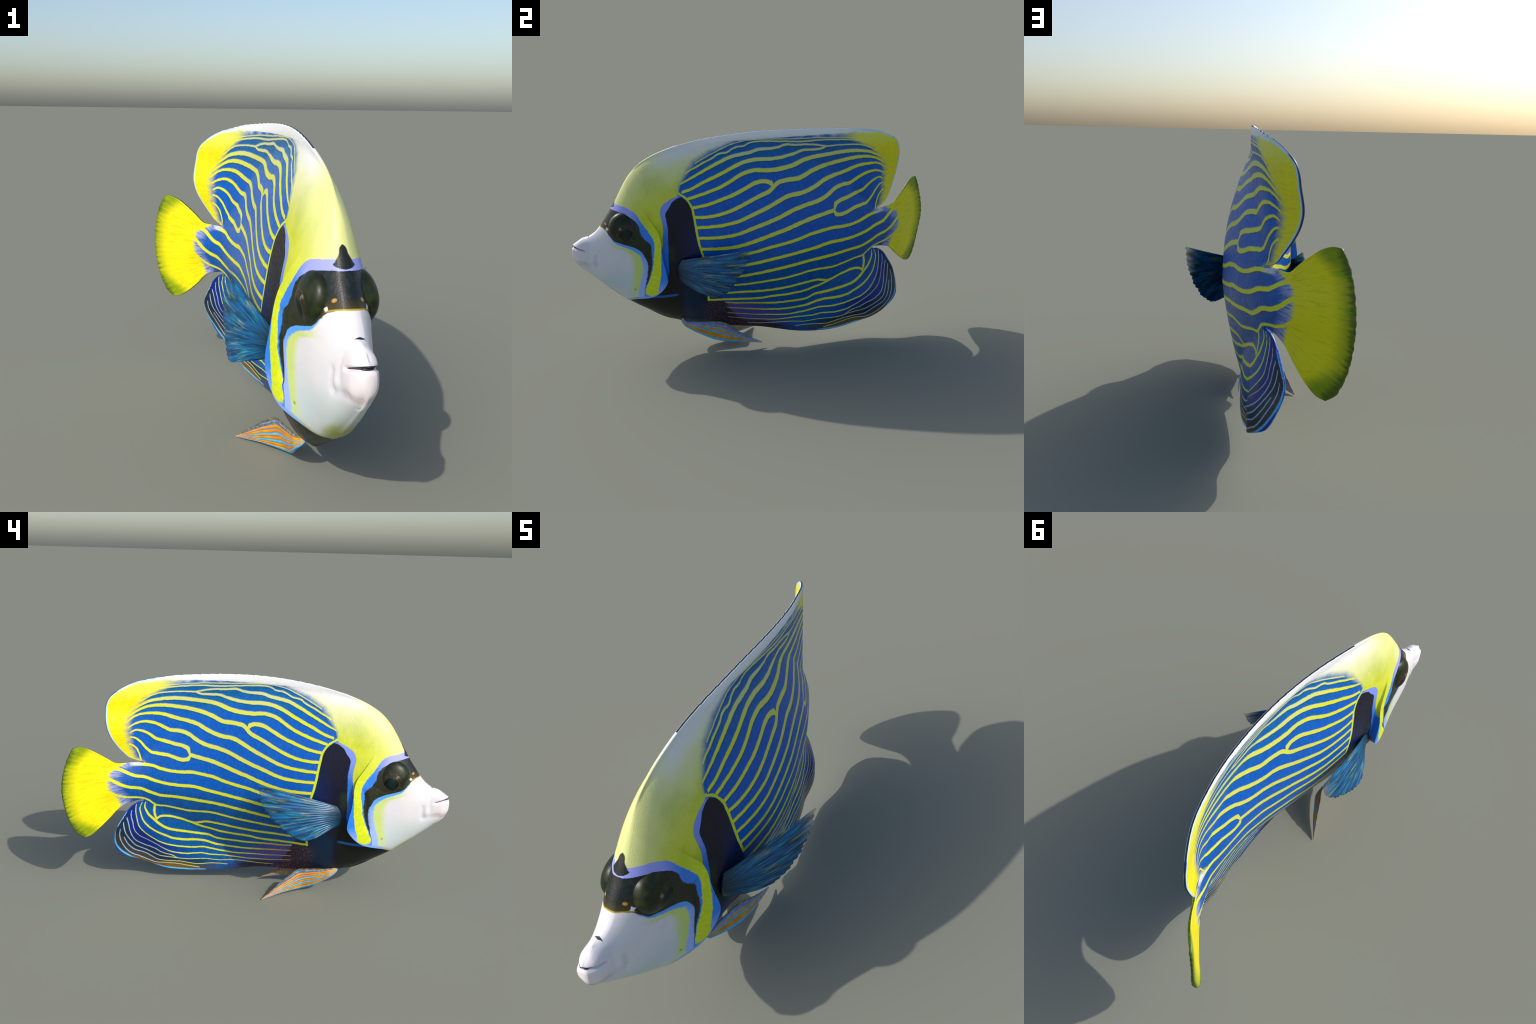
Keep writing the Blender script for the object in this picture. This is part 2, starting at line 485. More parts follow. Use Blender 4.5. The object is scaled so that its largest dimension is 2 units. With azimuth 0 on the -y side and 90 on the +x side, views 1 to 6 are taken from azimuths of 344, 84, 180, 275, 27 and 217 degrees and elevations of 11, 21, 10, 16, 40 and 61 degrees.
# broad flank stripes with their two looped forks
FLANK_STRIPES = [
    ([(0.695,0.969),(0.653,0.997),(0.616,1.012),(0.566,1.021),(0.515,1.021),(0.453,1.014),(0.401,1.006),(0.328,0.990),(0.266,0.971),(0.210,0.947),(0.141,0.942),(0.084,0.927),(0.054,0.898),(0.011,0.879),(-0.032,0.860),(-0.088,0.833),(-0.145,0.808),(-0.201,0.790),(-0.268,0.779),(-0.332,0.778)], W_MID),
    ([(0.071,0.912),(0.065,0.925),(0.050,0.938),(0.023,0.945),(-0.019,0.939),(-0.075,0.913),(-0.125,0.889),(-0.195,0.863),(-0.263,0.840),(-0.340,0.825)], W_MID),
    ([(0.702,0.940),(0.678,0.961),(0.642,0.976),(0.604,0.979),(0.554,0.978),(0.515,0.970),(0.492,0.963),(0.453,0.950),(0.394,0.937),(0.346,0.925),(0.291,0.897),(0.221,0.873),(0.136,0.861),(0.086,0.838),(0.035,0.813),(-0.037,0.783),(-0.106,0.754),(-0.177,0.737),(-0.258,0.728),(-0.325,0.724)], W_MID),
    ([(0.697,0.909),(0.667,0.927),(0.630,0.935),(0.586,0.930),(0.548,0.916),(0.510,0.895),(0.493,0.887),(0.440,0.883),(0.393,0.870),(0.352,0.844),(0.302,0.822),(0.232,0.807),(0.161,0.787),(0.104,0.762),(0.045,0.740),(-0.040,0.712),(-0.110,0.688),(-0.181,0.675),(-0.249,0.671),(-0.315,0.670)], W_MID),
    ([(0.691,0.881),(0.667,0.891),(0.631,0.884),(0.600,0.866),(0.568,0.842),(0.517,0.826),(0.465,0.814),(0.418,0.804),(0.397,0.791),(0.387,0.772),(0.383,0.758)], W_MID),
    ([(0.692,0.858),(0.668,0.849),(0.644,0.826),(0.620,0.794),(0.595,0.769),(0.557,0.761),(0.505,0.754),(0.452,0.738),(0.411,0.734),(0.393,0.742),(0.383,0.758)], W_MID),
    ([(0.387,0.761),(0.322,0.748),(0.266,0.736),(0.201,0.717),(0.130,0.693),(0.057,0.672),(-0.015,0.649),(-0.085,0.629),(-0.142,0.618),(-0.212,0.613),(-0.300,0.612)], W_MID),
    ([(0.696,0.820),(0.675,0.805),(0.657,0.776),(0.646,0.740),(0.642,0.724)], .0040),
]
# stripes that run on to the tail, and the lower fork
LOWER_STRIPES = [
    ([(0.684,0.706),(0.630,0.703),(0.585,0.696),(0.545,0.682),(0.493,0.670),(0.438,0.666),(0.371,0.668),(0.314,0.660),(0.257,0.651),(0.185,0.630),(0.113,0.616),(0.040,0.603),(-0.010,0.591),(-0.109,0.574),(-0.214,0.567),(-.30,.563)], W_LOW),
    ([(.83,.71),(0.771,0.692),(0.733,0.675),(0.688,0.648),(0.627,0.635),(0.573,0.613),(0.520,0.600),(0.452,0.591),(0.354,0.587),(0.285,0.572),(0.213,0.561),(0.141,0.550),(0.053,0.538),(-0.020,0.526),(-0.111,0.515),(-0.217,0.509),(-.30,.507)], W_LOW),
    ([(0.840,0.655),(0.792,0.635),(0.749,0.603),(0.702,0.581),(0.653,0.572),(0.600,0.546),(0.547,0.527),(0.480,0.522),(0.390,0.512),(0.314,0.505),(0.243,0.499),(0.170,0.489),(0.098,0.480),(0.024,0.470),(-0.062,0.458),(-0.147,0.451),(-0.231,0.450),(-0.300,0.451)], W_LOW),
    ([(0.830,0.570),(0.788,0.557),(0.760,0.539),(0.724,0.525),(0.651,0.513),(0.613,0.499),(0.574,0.466),(0.521,0.459),(0.454,0.445),(0.385,0.434),(0.321,0.437),(0.259,0.437),(0.187,0.426),(0.114,0.417),(0.040,0.411),(-0.046,0.403),(-0.102,0.399),(-0.182,0.400),(-0.251,0.398),(-0.275,0.399)], [(-.3, .005), (0, .0056), (.4, .0056), (.62, .0048), (.8, .0065)]),
    ([(0.572,0.376),(0.563,0.385),(0.545,0.393),(0.509,0.394),(0.474,0.386),(0.429,0.373),(0.393,0.359),(0.360,0.353),(0.336,0.360),(0.298,0.370),(0.271,0.370),(0.214,0.366),(0.141,0.359),(0.068,0.354),(-0.005,0.350),(-0.076,0.350),(-0.128,0.350),(-0.172,0.350),(-0.241,0.353),(-0.270,0.356)], .0062),
    ([(0.393,0.359),(0.356,0.345),(0.314,0.332),(0.287,0.328),(0.240,0.318),(0.142,0.312),(0.045,0.311),(-0.003,0.304),(-0.051,0.302),(-0.146,0.305),(-0.217,0.307),(-0.268,0.307),(-0.282,0.310)], .0062),
]
BODY_STRIPES = BACK_STRIPES+FLANK_STRIPES+LOWER_STRIPES
# curved lines of the anal fin (drawn in a frame turned by 45 degrees)
ANAL_STRIPES = [
    ([(0.625,0.486),(0.630,0.465),(0.622,0.430),(0.606,0.399),(0.581,0.372),(0.556,0.345),(0.521,0.320),(0.476,0.306),(0.408,0.295),(0.339,0.285),(0.289,0.280),(0.242,0.263),(0.144,0.264),(0.046,0.267),(-0.050,0.273),(-0.145,0.278),(-0.198,0.286)], [(-.2, .0042), (.1, .0058), (.45, .0068), (.60, .0056), (.63, .0030)]),
    ([(0.642,0.484),(0.653,0.458),(0.652,0.423),(0.638,0.366),(0.609,0.327),(0.567,0.293),(0.522,0.271),(0.487,0.255),(0.432,0.246),(0.339,0.244),(0.299,0.237),(0.243,0.221),(0.170,0.217),(0.097,0.220),(-0.001,0.227),(-0.096,0.236),(-0.192,0.249)], [(-.2, .0036), (.1, .0052), (.45, .0062), (.60, .0042), (.65, .0018)]),
    ([(0.671,0.475),(0.676,0.441),(0.672,0.390),(0.664,0.343),(0.638,0.297),(0.597,0.255),(0.552,0.229),(0.506,0.214),(0.433,0.201),(0.363,0.198),(0.316,0.200),(0.290,0.196),(0.219,0.183),(0.147,0.177),(0.049,0.186),(-0.047,0.192),(-0.143,0.203),(-0.191,0.210)], [(-.2, .0024), (.1, .0040), (.45, .0042), (.60, .0024), (.67, .0017)]),
    ([(0.695,0.443),(0.700,0.414),(0.694,0.373),(0.690,0.332),(0.666,0.276),(0.634,0.250),(0.590,0.221),(0.534,0.188),(0.479,0.167),(0.410,0.158),(0.316,0.162),(0.290,0.157),(0.195,0.154),(0.123,0.150),(0.002,0.155),(-0.094,0.164),(-0.190,0.179)], [(-.2, .0020), (.2, .0030), (.45, .0030), (.52, .0018), (.7, .0016)]),
    ([(0.721,0.402),(0.714,0.361),(0.709,0.313),(0.691,0.249),(0.647,0.212),(0.591,0.189),(0.544,0.164),(0.497,0.152),(0.465,0.133),(0.386,0.125),(0.316,0.129),(0.242,0.123),(0.147,0.129),(0.075,0.129),(0.002,0.128),(-0.084,0.132)], .0017),
    ([(0.738,0.375),(0.735,0.324),(0.718,0.261),(0.695,0.214),(0.639,0.180),(0.582,0.154),(0.554,0.145),(0.511,0.140),(0.465,0.132)], .0016),
    ([(0.743,0.282),(0.730,0.227),(0.701,0.185),(0.649,0.162),(0.612,0.142),(0.578,0.124),(0.511,0.117),(0.461,0.113),(0.410,0.104),(0.358,0.095),(0.268,0.102),(0.178,0.100)], .0015),
    ([(0.755,0.338),(0.761,0.301),(0.757,0.240),(0.741,0.195),(0.714,0.164),(0.667,0.137),(0.621,0.116),(0.583,0.105),(0.525,0.104),(0.470,0.098),(0.410,0.086),(0.339,0.074)], .0016),
    ([(0.717,0.442),(0.743,0.396),(0.768,0.356),(0.783,0.307),(0.787,0.254),(0.773,0.203),(0.735,0.158),(0.689,0.124),(0.622,0.096),(0.545,0.080),(0.480,0.070),(0.410,0.063),(0.301,0.062)], [(.30, .0018), (.5, .0042), (.65, .0038), (.78, .0030)]),
]
PATCH_FRONT = [(.40,-.478),(.495,-.483),(.529,-.483),(.597,-.477),(.663,-.475),(.728,-.474),(.767,-.480),(.799,-.481),(.829,-.460),(.859,-.439),(.877,-.410),(.884,-.395)]
PATCH_BLUE = [(.40,-.485),(.60,-.502),(.671,-.502),(.703,-.497),(.749,-.499),(.781,-.505),(.819,-.505),(.849,-.484),(.869,-.451),(.886,-.412),(.893,-.395)]
PATCH_REAR = [(.31,-.291),(.45,-.291),(.568,-.294),(.590,-.302),(.631,-.315),(.678,-.324),(.731,-.331),(.783,-.337),(.821,-.346),(.860,-.369),(.878,-.392),(.884,-.405)]
LINE = [(.560,-.289),(.588,-.297),(.631,-.308),(.678,-.317),(.731,-.324),(.783,-.332),(.827,-.341),(.865,-.364),(.887,-.390),(.896,-.408)]
NAPE = [(.850,-.486),(.862,-.466),(.870,-.451),(.880,-.425),(.890,-.411),(.913,-.408),(.937,-.403),(.978,-.377),(1.022,-.350),(1.067,-.300),(1.107,-.225),(1.132,-.150),(1.150,-.04),(1.156,.2),(1.160,.7)]
LOBE_YEL = [(.715,.640),(.735,.668),(.785,.690),(.827,.700),(.868,.703),(.909,.705),(.956,.697),(.988,.678),(1.027,.653),(1.062,.616),(1.085,.575),(1.118,.50),(1.14,.45),(1.17,.33)]
LOBE_EDGE = [(y_z[1], y_z[0]) for y_z in LOBE[3:14]]
TOP_EDGE = BACK[4:]+LOBE[1:4]
TAIL_BASE = [(.49,.748),(.530,.765),(.565,.792),(.595,.800),(.623,.804),(.650,.798),(.674,.786),(.695,.750),(.709,.722)]
TAIL_EDGE = [(z, y) for y, z in TAIL[1:-1]]

def body_coords(N, anal=True):
    p = N.object_coords()
    x, y, z = N.xyz(p)[:3]
    off = None
    sp = [(k, float(spine(k))) for k in np.linspace(-1.04, 1.04, 53)]
    sl = [(k, float(spine_slope(k))) for k in np.linspace(-1.04, 1.04, 53)]
    u = y
    for _ in range(2):
        mid = N.curve(u, sp)
        if anal:
            sw = N.mul(N.mul(N.step(.55, .15, z), N.step(-.38, .25, u)), .030)
            sw2 = N.mul(N.mul(N.step(.34, .18, z), N.step(.50, .70, u)), .043)
            sw3 = N.mul(N.mul(N.mul(N.step(.74, .88, z), N.step(1.02, .90, z)), N.step(.60, .76, u)), -.020)
            mid = N.add(mid, N.add(N.add(sw, sw2), sw3))
        lat = N.sub(x, mid)
        u = N.m('MULTIPLY_ADD', lat, N.curve(u, sl), y)
    return p, u, z, lat

def stripe_field(N, u, z, stripes, shift=.0045):
    """signed distance (positive inside) to the nearest stripe, and the same field looked at `shift` higher"""
    best = low = None
    centers = []
    for pts, w in stripes:
        pts = sorted(pts)
        f = hermite(pts)
        wf = hermite(w) if isinstance(w, list) else (lambda t, w=w: np.full(np.shape(t), w))
        u0, u1 = pts[0][0], pts[-1][0]
        pad = .012
        g = np.concatenate([[u0-pad, u0-.002], np.linspace(u0, u1, 60), [u1+.002, u1+pad]])
        c = f(np.clip(g, u0, u1))
        s = (f(np.clip(g+.004, u0, u1))-f(np.clip(g-.004, u0, u1)))/.008
        wv = wf(g)*np.sqrt(1+np.minimum(s*s, 9))
        wv[[0, 1, -2, -1]] = -.03
        c0, c1 = float(c.min()), float(c.max()+1e-4)
        n = N.new('ShaderNodeRGBCurve')
        xs = (g-g[0])/(g[-1]-g[0])
        fill_curve(n.mapping.curves[0], xs, (c-c0)/(c1-c0))
        fill_curve(n.mapping.curves[1], xs, (wv+.03)/.1)
        n.mapping.update()
        t = N.lin(float(g[0]), float(g[-1]), 0, 1, u)
        N.put(n.inputs['Color'], N.vec(t, t, 0.0))
        q = N.xyz(n.outputs[0])
        dz = N.sub(z, N.m('MULTIPLY_ADD', q[0], c1-c0, c0))
        hw = N.m('MULTIPLY_ADD', q[1], .1, -.03)
        v = N.sub(hw, N.abs(dz))
        lo = N.sub(hw, N.abs(N.add(dz, shift)))
        best = v if best is None else N.max(best, v)
        low = lo if low is None else N.max(low, lo)
        centers.append(dz)
    return best, low, centers

YELLOW = (.72, .74, .020)
LEMON = (.70, .76, .015)
BLUE = (.000, .098, .47)
RIMBLUE = (.16, .33, .90)

def grain(N, p):
    fine = N.noise(p, 210, 2)
    return fine

def nape_colour(N, p, u, z):
    """yellow neck that pales to white along the back"""
    d = N.sub(N.curve(u, TOP_EDGE), z)
    n = N.noise(p, 9, 3)
    n2 = N.noise(p, 160, 2)
    d = N.add(d, N.mul(N.sub(n, .5), .06))
    yel = N.mix(N.step(.35, .7, n), (.66, .70, .045), (.50, .58, .010))
    rear = N.step(-.62, -.38, u)
    pale = N.mul(N.step(.25, .02, d), N.lin(0, 1, .50, 1.0, rear))
    yel = N.mix(pale, yel, (.82, .81, .52))
    white = N.mul(N.step(.100, .010, d), rear)
    col = N.mix(white, yel, (.80, .79, .80))
    return N.mix(N.mul(N.step(.45, .75, n2), .18), col, N.mix(.5, col, (.95, .95, .55)))

def blue_ground(N, p, u, z):
    warp = N.noise(p, 5, 3)
    zz = N.add(z, N.mul(N.sub(warp, .5), .10))
    col = N.mix(N.step(.92, 1.10, zz), BLUE, (.000, .120, .33))
    low = N.mul(N.step(.66, .44, zz), N.step(-.45, .0, u))
    col = N.mix(N.mul(low, .9), col, (.000, .082, .24))
    ped = N.mul(N.step(.38, .62, u), N.step(.90, .70, zz))
    col = N.mix(N.mul(ped, .6), col, (.001, .070, .27))
    # scales: fine upright cells
    q = N.vec(N.mul(u, 1.0), 0.0, N.mul(z, .42))
    cells = N.voronoi(q, 95)
    col = N.mix(N.mul(N.step(.25, .75, cells), .20), col, (.01, .18, .80))
    col = N.mix(N.mul(N.step(.42, .70, N.noise(p, 40, 3)), .28), col, (.0, .06, .42))
    return col, cells

def along_turned(pts, w):
    """half widths given at u, carried over to the turned frame by the nearest control point"""
    if not isinstance(w, list):
        return w
    out = {}
    for x, wv in w:
        q = min(pts, key=lambda q: abs(q[0]-x)) if x < max(q[0] for q in pts)-.01 else max(pts, key=lambda q: q[0]+q[1])
        out[round((q[0]+q[1])*math.sqrt(.5), 4)] = wv
    return sorted(out.items())

def skin_material(name, part):
    """part: 'trunk' (also dorsal), 'anal' or 'tail'"""
    N = Nodes(name)
    p, u, z, lat = body_coords(N, part != 'tail')
    jag = N.mul(N.sub(N.noise(N.vec(u, 0.0, N.mul(z, .3)), 170, 2), .5), .0035)
    wob = N.mul(N.sub(N.noise(p, 38, 2), .5), .005)
    zj = N.add(z, N.add(jag, wob))
    uj = N.add(u, N.mul(jag, 1.4))
    col, cells = blue_ground(N, p, u, z)
    if part == 'tail':
        stripes = BODY_STRIPES[13:17]
    elif part == 'anal':
        stripes = BODY_STRIPES[15:]
    else:
        stripes = BODY_STRIPES
    if part != 'tail':
        # anal-fin frame turned by 45 degrees
        r2 = math.sqrt(.5)
        a = N.mul(N.add(uj, zj), r2); b = N.mul(N.sub(zj, uj), r2)
        turned = [([((q[0]+q[1])*r2, (q[1]-q[0])*r2) for q in pts],
                   along_turned(pts, w))
                  for pts, w in ANAL_STRIPES]
        av, alo, ac = stripe_field(N, a, b, turned, .0035)
        # nested grounds of the fin: navy, black-green, olive, orange, edge
        rearw = N.step(.15, .45, u)
        below = lambda i, e=.006: N.step(e, -e, ac[i])
        col = N.mix(N.mul(below(1, .02), N.step(.45, .70, u)), col, (.000, .052, .33))
        col = N.mix(N.mul(below(2, .012), N.step(.30, .62, u)), col, (.003, .018, .19))
        inner = N.mul(below(4, .02), rearw)
        col = N.mix(N.mul(inner, .93), col, (.010, .022, .028))
        ol = N.mul(below(6, .006), rearw)
        col = N.mix(N.mul(ol, N.lin(.40, .75, .9, .35, u)), col, (.085, .062, .010))
        org = N.mul(N.mul(below(7, .003), rearw), N.step(.76, .66, u))
        col = N.mix(N.mul(org, .6), col, N.mix(N.noise(p, 60, 2), (.30, .13, .005), (.12, .07, .01)))
    if part == 'trunk' or part == 'anal':
        # belly: violet, then dark with copper speckles
        bz = N.curve(u, [(-.45, .315), (-.2, .295), (0, .250), (.15, .195), (.3, .14), (.45, .10)])
        under = N.step(.012, -.02, N.sub(z, bz))
        vio = N.mul(N.mul(under, N.step(.24, -.02, u)), .72)
        col = N.mix(vio, col, (.085, .055, .33))
        sp = N.mul(N.step(-.02, -.05, N.sub(z, N.curve(u, [(-.45, .34), (-.2, .335), (-.16, .25), (0, .185), (.1, .155), (.3, .12)]))), N.step(.28, .05, u))
        col = N.mix(N.mul(sp, .93), col, (.022, .016, .022))
    if part != 'tail':
        v = av; lo = alo
        bv, blo, bc = stripe_field(N, uj, zj, stripes)
        v = N.max(bv, av); lo = N.max(blo, alo)
    else:
        v, lo, _ = stripe_field(N, uj, zj, stripes)
    if part != 'tail':
        conn = N.sub(.0052, N.abs(N.sub(uj, N.curve(zj, [(.365, .566), (.378, .570), (.402, .578), (.433, .581), (.470, .575)]))))
        conn = N.add(conn, N.sub(N.mul(N.mul(N.step(.362, .376, z), N.step(.480, .468, z)), .1), .1))
        v = N.max(v, conn)
    # stripe colours
    cream = N.mul(N.mul(N.step(-.22, -.02, u), N.step(.60, .42, u)), N.step(.60, .75, z))
    sc = N.mix(N.mul(cream, .75), YELLOW, (.66, .68, .12))
    sc = N.mix(N.step(1.00, 1.13, z), sc, (.62, .66, .32))
    if part != 'tail':
        thin = N.mul(N.step(.010, -.010, ac[3]), N.step(.30, .66, u))
        thin = N.max(thin, N.mul(N.step(.02, -.01, ac[2]), N.step(.655, .70, u)))
        sc = N.mix(thin, sc, N.mix(N.step(.50, .66, u), (.55, .52, .22), (.42, .55, .85)))
        gold = N.mul(N.step(.10, -.12, u), N.step(.315, .25, z))
        sc = N.mix(gold, sc, (.55, .36, .015))
        edgeb = N.step(-.0015, .0010, N.sub(N.mul(ac[8], -1.0), -.0055))
        sc = N.mix(N.mul(edgeb, N.step(.25, .30, u)), sc, (.07, .48, .95))
    soft = N.step(-.0020, .0020, v)
    if part != 'tail':
        under = N.mul(N.step(-.003, .002, lo), N.inv(soft))
        col = N.mix(N.mul(under, .75), col, (.000, .075, .085))
        lav = N.mul(N.step(-.0048, -.0005, v), N.inv(N.max(soft, under)))
        col = N.mix(N.mul(lav, .42), col, (.30, .30, .62))
        fadeS = N.max(N.mul(N.step(-.165, -.22, u), N.step(.292, .275, z)), 0.0)
        soft = N.mul(soft, N.inv(fadeS))
        # outermost rim of the anal fin
        out = N.mul(N.step(-.0045, -.0075, ac[8]), N.step(.30, .42, u))
        sc_rim = (.02, .03, .42)
    col = N.mix(soft, col, sc)
    if part != 'tail':
        col = N.mix(N.mul(out, .9), col, sc_rim)
    if part == 'trunk':
        # copper speckles
        q = N.vec(N.mul(u, 1.0), N.mul(lat, .3), N.mul(z, .55))
        d = N.voronoi(q, 175)
        spk = N.mul(N.mul(N.step(.42, .18, d), N.mul(N.step(.06, -.2, u), N.step(-.355, -.30, u))), N.step(.300, .275, z))
        col = N.mix(N.mul(spk, .75), col, (.30, .115, .05))
        # dark shoulder patch and throat
        throat = N.step(-.27, -.345, N.add(u, N.mul(N.sub(N.noise(p, 60, 2), .5), .05)))
        throat = N.mul(throat, N.step(.325, .305, z))
        shoulder = N.mul(N.step(.004, -.002, N.sub(uj, N.curve(zj, PATCH_REAR))), N.step(.882, .876, z))
        shoulder = N.mul(shoulder, N.step(.298, .310, z))
        dark = N.max(shoulder, throat)
        blu = N.mul(N.step(-.44, -.31, u), N.step(.84, .60, z))
        dc = N.mix(blu, (.005, .005, .018), (.001, .012, .080))
        dc = N.mix(N.mul(N.step(.56, .44, z), N.step(-.40, -.46, u)), dc, (.005, .008, .006))
        dc = N.mix(N.mul(N.step(.42, .34, z), N.step(-.44, -.39, u)), dc, (.003, .022, .060))
        green = N.mul(N.mul(N.step(.030, .008, N.abs(N.add(u, .462))), N.step(.06, .02, N.abs(N.sub(z, .585)))), .55)
        dc = N.mix(green, dc, (.018, .040, .006))
        col = N.mix(dark, col, dc)
        # yellow line behind the patch, with a lower return corner
        ln = N.step(-.0010, .0018, N.sub(N.add(.0062, N.mul(N.step(.86, .89, z), .004)), N.abs(N.sub(uj, N.curve(zj, LINE)))))
        ln = N.mul(ln, N.mul(N.step(.553, .560, z), N.step(.905, .898, z)))
        cn = N.mul(N.step(.0065, .0045, N.abs(N.add(uj, .281))), N.mul(N.step(.298, .302, z), N.step(.335, .328, z)))
        col = N.mix(N.max(ln, cn), col, (.62, .72, .010))
        # neck
        np_ = nape_colour(N, p, u, z)
        soft_n = N.lin(.90, 1.10, .004, .045, z)
        edge = N.sub(N.curve(zj, NAPE), uj)
        streak = N.mul(N.sub(N.noise(N.vec(N.mul(N.add(u, z), .12), 0.0, N.sub(z, N.mul(u, -.55))), 34, 2), .5), N.lin(.95, 1.1, 0.0, .05, z))
        k = N.m('DIVIDE', N.add(edge, streak), soft_n)
        nm = N.mul(N.step(-1.0, 1.0, k), N.step(.848, .852, z))
        inback = N.mul(N.step(.004, -.004, N.sub(uj, N.curve(zj, PATCH_BLUE))), N.step(.884, .876, z))
        nm = N.max(nm, N.mul(inback, N.step(.60, .64, z)))
        col = N.mix(nm, col, np_)
        # blue border in front of the patch
        bb = N.mul(N.step(-.002, .002, N.sub(uj, N.curve(zj, PATCH_BLUE))), N.step(.002, -.002, N.sub(uj, N.curve(zj, PATCH_FRONT))))
        bb = N.mul(bb, N.mul(N.step(.890, .880, z), N.step(.45, .49, z)))
        low_b = N.mul(N.step(-.478, -.482, uj), N.mul(N.step(.64, .60, z), N.step(.46, .50, z)))
        bb = N.max(bb, low_b)
        col = N.mix(bb, col, N.mix(N.step(.66, .80, z), (.02, .17, .66), (.21, .30, .86)))
        strand = N.mul(N.step(.0085, .0060, N.abs(N.sub(z, N.curve(u, [(-.62, .338), (-.52, .339), (-.43, .350)])))), N.step(-.432, -.46, u))
        strand = N.mul(strand, N.step(-.61, -.58, u))
        col = N.mix(strand, col, (.015, .12, .48))
        # white and yellow of the dorsal fin
        d = N.sub(N.curve(u, TOP_EDGE), z)
        fray = N.mul(N.sub(N.noise(N.vec(N.mul(u, .35), 0.0, z), 60, 3), .5), .05)
        band = N.mul(N.step(.048, .012, N.add(d, fray)), N.step(-.45, -.2, u))
        col = N.mix(band, col, N.mix(N.step(.05, .022, d), (.62, .72, .78), (.90, .92, .94)))
        lob = N.sub(N.add(u, N.mul(fray, .8)), N.curve(z, LOBE_YEL))
        lm = N.mul(N.step(-.030, .022, lob), N.step(.707, .716, z))
        lm = N.mul(lm, N.step(.40, .56, u))
        lm = N.mul(lm, N.step(.004, .030, N.add(d, N.mul(N.step(.55, .72, u), .02))))
        rays = N.noise(N.vec(N.mul(u, .25), 0.0, z), 120, 2)
        lc = N.mix(N.step(.35, .75, rays), (.80, .74, .003), (.74, .64, .002))
        lc = N.mix(N.step(1.04, 1.13, z), lc, (.80, .80, .10))
        col = N.mix(lm, col, lc)
        re = N.sub(N.curve(z, LOBE_EDGE), u)
        rim = N.mul(N.mul(N.step(.0085, .0055, re), N.step(.60, .64, u)), N.step(.725, .76, z))
        col = N.mix(rim, col, N.mix(N.step(.0004, .0016, re), (.05, .12, .45), (.42, .66, .92)))
        tp = N.mul(N.step(.012, .006, d), N.step(.45, .60, u))
        col = N.mix(tp, col, (.55, .75, .92))
        # pale saddle at the root of the tail
        sad = N.mul(N.step(.045, .018, N.abs(N.sub(u, .668))), N.step(.690, .706, z))
        col = N.mix(N.mul(sad, N.step(.722, .716, z)), col, (.55, .60, .62))
    if part in ('tail', 'trunk'):
        # tail: lavender transition, then rayed yellow with green-edged border
        ang = N.m('ARCTAN2', N.sub(z, .60), N.sub(u, .52))
        rad = N.m('SQRT', N.add(N.mul(N.sub(z, .6), N.sub(z, .6)), N.mul(N.sub(u, .52), N.sub(u, .52))))
        streak = N.noise(N.vec(N.mul(ang, 1.0), N.mul(rad, .35), 0.0), 42, 4, .6)
        tb = N.sub(N.add(u, N.mul(N.sub(streak, .5), .03)), N.curve(z, TAIL_BASE))
        lavm = N.mul(N.mul(N.step(-.075, -.012, tb), N.step(.44, .48, z)), N.step(.64, .67, u))
        lavm = N.mul(lavm, N.inv(soft))
        if part == 'tail':
            col = N.mix(N.mul(lavm, N.step(.30, .62, streak)), col, N.mix(N.noise(p, 90, 2), (.24, .30, .62), (.46, .46, .62)))
            ye = N.step(-.018, .012, tb)
            yc = N.mix(N.step(.48, .78, streak), (.82, .75, .004), (.68, .47, .003))
            yc = N.mix(N.mul(N.step(.50, .34, streak), .35), yc, (.60, .66, .004))
            edge = N.sub(N.curve(z, TAIL_EDGE), u)
            edge = N.add(edge, N.mul(N.sub(streak, .5), .06))
            corner = N.mul(N.step(.13, .26, N.abs(N.sub(z, .590))), .09)
            gr = N.step(.075, -.005, N.sub(edge, N.mul(corner, .75)))
            yc = N.mix(N.mul(gr, .85), yc, (.14, .25, .002))
            gr2 = N.step(.020, -.006, N.sub(edge, N.mul(corner, .22)))
            yc = N.mix(N.mul(gr2, .75), yc, (.03, .065, .003))
            col = N.mix(ye, col, yc)
        else:
            col = N.mix(N.mul(lavm, N.mul(N.step(.66, .70, u), N.step(.722, .718, z))), col, (.40, .40, .66))
    bump = N.add(N.mul(N.noise(p, 240, 3), .6), N.mul(cells, .5))
    return N.done(N.shade(col, N.lin(.3, .7, .30, .46, N.noise(p, 55, 3)), .30, bump, .0016, .5))

